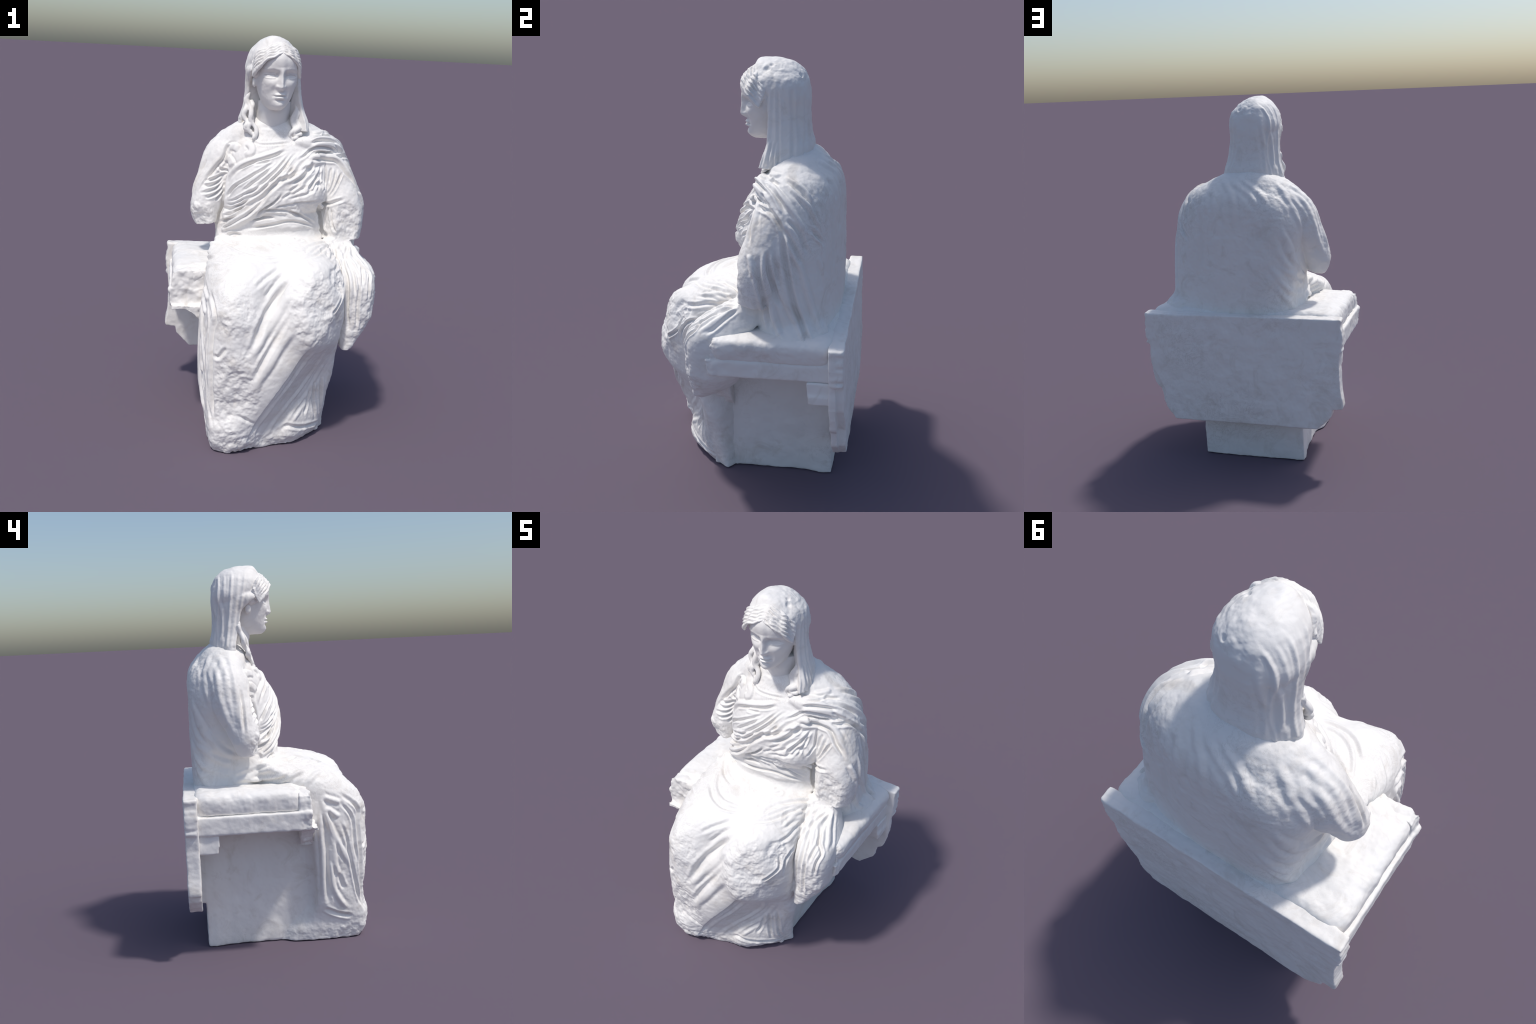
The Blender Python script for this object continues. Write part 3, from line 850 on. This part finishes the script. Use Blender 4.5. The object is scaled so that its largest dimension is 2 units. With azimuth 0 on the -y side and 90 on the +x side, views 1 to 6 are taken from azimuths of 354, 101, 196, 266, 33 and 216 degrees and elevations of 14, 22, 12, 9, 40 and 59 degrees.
vc.chips(smoothstep(1.86, 1.92, VV[:, 2]) * smoothstep(-.08, .05, VV[:, 0] + .6 * (VV[:, 1] - .12)), .0035, .04, 21)
vc.chips(np.ones(len(VV)), .0022, .06, 22)
for c, r in (((.045, .10, 1.965), .016), ((.03, .12, 1.98), .012), ((.02, .25, 1.93), .012)):
    vc.d -= .010 * blob(VV, c, (r,) * 3, .8)
vc.apply(1)
emit(veil, ["veil"], MARBLE)

FA = math.radians(8)     # the face looks a little to her left
FO = np.array([-.027, .095, 0])
def from_face(P):
    P = np.asarray(P, float); c, s = math.cos(FA), math.sin(FA)
    return np.stack([P[:, 0] * c - P[:, 1] * s, P[:, 0] * s + P[:, 1] * c, P[:, 2]], 1) + FO
def to_face(P):
    P = np.asarray(P, float) - FO; c, s = math.cos(FA), math.sin(FA)
    return np.stack([P[:, 0] * c + P[:, 1] * s, -P[:, 0] * s + P[:, 1] * c, P[:, 2]], 1)

def build_face():
    g = Geo()
    loft_super(g, [
        (1.640, -.028, .028, -.080, .05, .0, 2.0, 2),
        (1.650, -.043, .043, -.094, .08, .0, 1.9, 2),
        (1.668, -.060, .060, -.103, .10, .0, 1.9, 2),
        (1.70, -.079, .079, -.102, .12, .0, 2.0, 2),
        (1.75, -.096, .096, -.107, .12, .01, 2.2, 2),
        (1.80, -.107, .107, -.114, .12, .01, 2.4, 2),
        (1.84, -.108, .108, -.124, .12, .01, 2.4, 2),
        (1.88, -.105, .105, -.130, .12, .01, 2.3, 2),
        (1.92, -.088, .088, -.118, .12, .01, 2.1, 2),
        (1.95, -.06, .06, -.08, .12, .01, 2.0, 2),
        (1.97, -.03, .03, -.03, .05, .01, 2.0, 2)], 80, 60)
    # ears, mostly hidden under hair and veil
    for sx in (-1, 1):
        ball(g, (sx * .108, .012, 1.772), (.011, .018, .026))
    V0 = np.vstack(g.v); g.v = [from_face(V0)]
    # neck flaring into the chest
    loft_super(g, [
        (1.44, -.135, .11, .068, .30, .2, 2, 2),
        (1.47, -.130, .095, .089, .30, .2, 2, 2),
        (1.50, -.125, .085, .099, .30, .2, 2, 2),
        (1.54, -.120, .072, .103, .30, .2, 2, 2),
        (1.58, -.114, .066, .094, .28, .18, 2, 2),
        (1.63, -.110, .064, .080, .26, .16, 2, 2),
        (1.68, -.107, .064, .085, .24, .15, 2, 2)], 64, 30)
    return g
face = Skin(build_face(), 0.0024); face.smooth(5)
def sculpt_face():
    """features as bumps pushed along the facing direction, mirrored about the nose"""
    L = to_face(face.V); N = face.normals()
    fwd = np.array([math.sin(FA), -math.cos(FA), 0])
    front = smoothstep(.1, .5, N @ fwd) * (L[:, 1] < -.02)
    ax, z = np.abs(L[:, 0]), L[:, 2]
    G = lambda x0, z0, sx, sz: np.exp(-((ax - x0) / sx) ** 2 - ((z - z0) / sz) ** 2)
    d = np.zeros(len(L))
    # straight nose: wedge widening to the tip
    t = np.clip((1.852 - z) / (1.852 - 1.752), 0, 1.2)
    hgt = np.interp(t, [0, .3, .97, 1.06, 1.2], [.003, .013, .032, .026, 0])
    wid = np.interp(t, [0, .35, 1, 1.2], [.017, .0115, .0145, .013])
    d += hgt * np.exp(-(ax / wid) ** 2.6)
    d += .009 * G(.0185, 1.757, .0075, .009)
    # sockets, eyeballs, lids, brows
    arch = 1.838 - 2.2 * (ax - .05) ** 2
    d -= .027 * G(.052, 1.813, .028, .0205) + .013 * G(.023, 1.814, .010, .014)
    d += .0110 * G(.054, 1.808, .021, .0125)
    lid = 1.8195 - 6.5 * (ax - .053) ** 2
    on = smoothstep(.020, .034, ax) * (1 - smoothstep(.076, .090, ax))
    d += .0036 * np.exp(-((z - lid) / .0026) ** 2) * on
    d -= .0030 * np.exp(-((z - lid + .0052) / .0026) ** 2) * on
    lo = 1.7965 + 5.0 * (ax - .053) ** 2
    d += .0030 * np.exp(-((z - lo) / .0028) ** 2) * on
    d += .0035 * np.exp(-((z - arch - .003) / .009) ** 2) * smoothstep(.006, .03, ax) * (1 - smoothstep(.08, .1, ax))
    # cheeks, mouth, chin
    d += .006 * G(.058, 1.765, .028, .025)
    d -= .005 * G(.033, 1.735, .014, .02)
    d += .006 * G(.0, 1.715, .03, .022)
    up = 1.7195 - .10 * ax; ml = 1.7125 - .05 * ax
    mo = 1 - smoothstep(.020, .031, ax)
    d += .0080 * np.exp(-((z - up) / .0050) ** 2) * mo
    d -= .0085 * np.exp(-((z - ml) / .0032) ** 2) * (1 - smoothstep(.025, .032, ax))
    d += .0105 * np.exp(-((z - 1.7030) / .0060) ** 2) * (1 - smoothstep(.014, .027, ax))
    d -= .0065 * G(.0, 1.6905, .024, .006)
    d -= .004 * G(.034, 1.711, .006, .007)
    d += .006 * G(.0, 1.668, .024, .017)
    d -= .003 * G(.0, 1.733, .006, .010)
    face.V = face.V + fwd * (d * front)[:, None]
    face.V = face.V + face.normals() * (.0012 * fbm(face.V, .05, 3, 31))[:, None]
sculpt_face()
face.smooth(1, .3)
emit(face, ["head", "neck"], FACE_M, label_fn=lambda C: ((C[:, 2] < 1.66) & (C[:, 1] > .05) | (C[:, 2] < 1.63)).astype(int))

# --- hair: wavy locks drawn back from the centre parting, over a cap
def lock(geo, path, r0, r1, amp, waves, phase, flat=.7, m=44):
    P = catmull(path, m); t = np.linspace(0, 1, m)
    T = np.gradient(P, axis=0); T /= np.linalg.norm(T, axis=1)[:, None]
    n1 = np.cross(T, (0, -1, .3)); n1 /= np.linalg.norm(n1, axis=1)[:, None]
    n2 = np.cross(n1, T)
    a = amp * smoothstep(0, .15, t)
    P = P + n1 * (a * np.sin(2 * np.pi * waves * t + phase))[:, None] + n2 * (.6 * a * np.cos(2 * np.pi * waves * t + phase))[:, None]
    r = r0 + (r1 - r0) * t
    r = r * np.clip(1.15 - 1.1 * np.abs(t - .5) ** 3 * 4, .35, 1)
    return tube(geo, P, r, 10, m, flat)

cap = Geo()
loft_super(cap, [
    (1.785, -.105, .085, -.03, .05, .0, 2.2, 2), (1.81, -.126, .108, -.072, .08, .0, 2.2, 2), (1.85, -.126, .113, -.098, .1, .0, 2.1, 2),
    (1.89, -.114, .106, -.116, .1, .0, 2.0, 2), (1.925, -.092, .092, -.118, .1, .0, 1.9, 2), (1.95, -.070, .070, -.098, .1, .0, 1.9, 2),
    (1.972, -.038, .038, -.065, .1, .0, 1.9, 2)], 64, 30)
# open the cap over the forehead: push the lower middle back behind the face
Vc = cap.v[0]
inside = smoothstep(1.915, 1.895, Vc[:, 2] + .9 * np.maximum(np.abs(Vc[:, 0]) - .01, 0)) if False else (Vc[:, 2] + .75 * np.abs(Vc[:, 0]) < 1.912)
Vc[:, 1] = np.where(inside & (Vc[:, 1] < -.02) & (np.abs(Vc[:, 0]) < .1), Vc[:, 1] * .55, Vc[:, 1])
cap.v[0] = from_face(Vc)
for sx in (-1, 1):
    q = 1.07 if sx < 0 else .91
    for k in range(9):
        u = .85 * k / 8
        S = np.array([.004, -.118 + .070 * u, 1.922 + .048 * u])
        M1 = np.array([.052, -.118 + .070 * u, 1.901 + .052 * u])
        M2 = np.array([.094, -.097 + .058 * u, 1.864 + .064 * u])
        Eo = np.array([.124, -.044 + .036 * u, 1.800 + .082 * u])
        pts = np.array([S, M1, M2, Eo]) * np.array([sx * q, 1, 1])
        big = 1.0 if k % 3 else 1.1
        lock(cap, from_face(pts), .0085 * big, .0105 * big, .002 + .003 * min(u * 3, 1), 2.4, .35 * k + (0.4 if sx < 0 else .9), .85, 60)
hair = Skin(cap, .0024); hair.smooth(1)
hc = Carver(hair)
for sx in (-1, 1):           # deep waves between the locks
    q = 1.07 if sx < 0 else .91
    for j, u in enumerate((.10, .26, .42, .60, .80)):
        ctl = np.array([[.010, -.134 + .080 * u, 1.930 + .050 * u], [.052, -.136 + .078 * u, 1.906 + .054 * u],
                        [.094, -.106 + .060 * u, 1.870 + .064 * u], [.132, -.046 + .034 * u, 1.802 + .088 * u]]) * np.array([sx * q, 1, 1])
        P = catmull(ctl, 26); t = np.linspace(0, 1, 26)
        P[:, 2] += .0045 * np.sin(2 * np.pi * (2.6 * t + .13 * j)) * smoothstep(0, .2, t)
        hc.stroke('P', from_face(P).tolist(), .0042, .0050, 'groove', (.08, .35))
        P[:, 2] += .008
        hc.stroke('P', from_face(P).tolist(), .0055, .0022, 'ridge', (.08, .35))
hc.d += .0015 * fbm(hair.V, .02, 3, 41); hc.apply(1)
emit(hair, ["hair"], MARBLE)

def side_lock(paths):
    gl = Geo()
    for path, r, ph in paths: lock(gl, path, r * .86, r * .66, .009, 2.6, ph, .85, 48)
    sk = Skin(gl, .0028); sk.smooth(2)
    emit(sk, ["hair_lock"], MARBLE)
side_lock([([(-.155, .15, 1.72), (-.158, .135, 1.66), (-.140, .112, 1.60), (-.128, .098, 1.55), (-.113, .088, 1.50), (-.112, .082, 1.475)], .017, 0.3),
           ([(-.170, .15, 1.69), (-.172, .135, 1.63), (-.168, .115, 1.575), (-.162, .105, 1.54), (-.146, .095, 1.515)], .019, 2.0),
           ([(-.140, .15, 1.68), (-.135, .13, 1.62), (-.150, .108, 1.56), (-.135, .090, 1.51), (-.122, .082, 1.485)], .016, 4.1)])
side_lock([([(.085, .14, 1.72), (.084, .12, 1.64), (.078, .098, 1.57), (.070, .085, 1.525), (.066, .076, 1.488)], .018, 1.0),
           ([(.102, .14, 1.68), (.100, .115, 1.61), (.096, .093, 1.555), (.088, .08, 1.52), (.080, .074, 1.495)], .019, 3.0),
           ([(.110, .13, 1.60), (.115, .105, 1.56), (.108, .09, 1.53), (.100, .08, 1.505)], .016, 5.0)])

# ======================================================================= THRONE
def stone(geo, name, voxel=0.006, amp=0.003, seed=1, it=2, edge=0.0, broken=None):
    s = Skin(geo, voxel); s.smooth(it)
    c = Carver(s)
    c.d += amp * fbm(s.V, 0.09, 4, seed)
    if edge:   # worn edges: where the smoothed surface falls inside
        X = s.V.copy()
        for _ in range(8): X = s.lap(X)
        e = np.linalg.norm(X - s.V, axis=1)
        c.d -= edge * smoothstep(.002, .008, e) * np.clip(fbm(s.V, .05, 3, seed + 9) + .15, 0, 1)
    if broken is not None: c.chips(broken(s.V), .011, .07, seed + 30, -.004, 5)
    c.apply(1)
    return s

g = Geo()
slab = [(-.556, .848), (-.553, .80), (-.562, .76), (-.557, .714), (-.548, .667), (-.54, .588), (-.546, .445), (-.557, .37), (-.553, .352),
        (-.498, .348), (-.493, .312), (-.45, .265), (-.412, .232), (.404, .231), (.46, .309), (.458, .395), (.492, .469), (.527, .527),
        (.531, .645), (.557, .735), (.548, .844)]
prism(g, slab, 1, .445, .486)
front = [(x, z) for x, z in slab if x < 0] + [(.40, .224), (.484, .318), (.49, .36), (.50, .40), (.528, .427), (.545, .49), (.55, .545), (.55, .635), (.556, .70), (.560, .75), (.556, .848)]
prism(g, front, 1, .418, .450)
box(g, (-.50, .412, .70), (.50, .45, .842))
for sx in (-1, 1):       # roll mouldings on both ends of the back slab
    for z, r in ((.836, .014), (.784, .022), (.748, .009), (.712, .020), (.676, .010)):
        tube(g, [(sx * (.560 - r), .430, z), (sx * (.560 - r), .455, z), (sx * (.560 - r), .484, z)], [r, r, r], 16, 12)
emit(stone(g, "b", .005, .0035, 3, 2, .012), ["backrest"], MARBLE)

g = Geo(); prism(g, [(-.312, .396), (-.312, .345), (-.296, .27), (-.288, .1), (-.286, -.2), (.262, -.2), (.252, .1), (.255, .27), (.267, .345), (.267, .396)], 2, 0, .70)
box(g, (-.309, .38, .242), (.260, .44, .8))
emit(stone(g, "base", .006, .003, 4, 3, .012), ["base_block"], MARBLE)

g = Geo()
# frieze block (slightly lower on her right), ledge, and rubble under the broken fronts
prism(g, [(-.538, .655), (.524, .670), (.524, .752), (-.538, .752)], 1, -.14, .435)
prism(g, [(-.527, .66), (-.33, .66), (-.33, .85), (-.50, .848), (-.522, .83)], 1, -.152, -.09)
prism(g, [(-.538, .655), (.40, .668), (.40, .752), (-.538, .752)], 1, -.155, -.10)
box(g, (-.505, -.12, .75), (.515, .435, .80))
prism(g, [(-.53, .67), (-.33, .67), (-.33, .53), (-.365, .555), (-.385, .59), (-.41, .622), (-.45, .645), (-.525, .65)], 1, -.185, -.11)
prism(g, [(.44, .69), (.26, .69), (.26, .36), (.32, .44), (.36, .55), (.40, .63)], 1, -.16, -.08)
emit(stone(g, "seat", .005, .003, 5, 3, .015, lambda V: smoothstep(-.07, -.13, V[:, 1])), ["seat"], MARBLE)

g = Geo()
loft_super(g, [(0.755, -.518, .520, -.125, .425, .15, 12, 20), (.79, -.524, .528, -.142, .428, .15, 12, 20), (.820, -.524, .534, -.15, .43, .15, 10, 20),
               (.842, -.516, .530, -.142, .43, .15, 9, 16), (.857, -.498, .515, -.122, .42, .15, 8, 14), (.866, -.455, .47, -.08, .40, .15, 6, 10)], 200, 20)
emit(stone(g, "cushion", .005, .005, 6, 4, 0, lambda V: smoothstep(-.06, -.11, V[:, 1])), ["cushion"], MARBLE)

for sx in (-1, 1):
    g = Geo()
    x0, x1 = sorted((sx * .27, sx * .528))
    box(g, (x0, .318, .60), (x1, .435, .67)); box(g, (x0, .322, .56), (x1 + (.006 if sx > 0 else 0), .435, .605))
    emit(stone(g, "bracket", .006, .003, 8 + sx, 2, .01), ["bracket"], MARBLE)
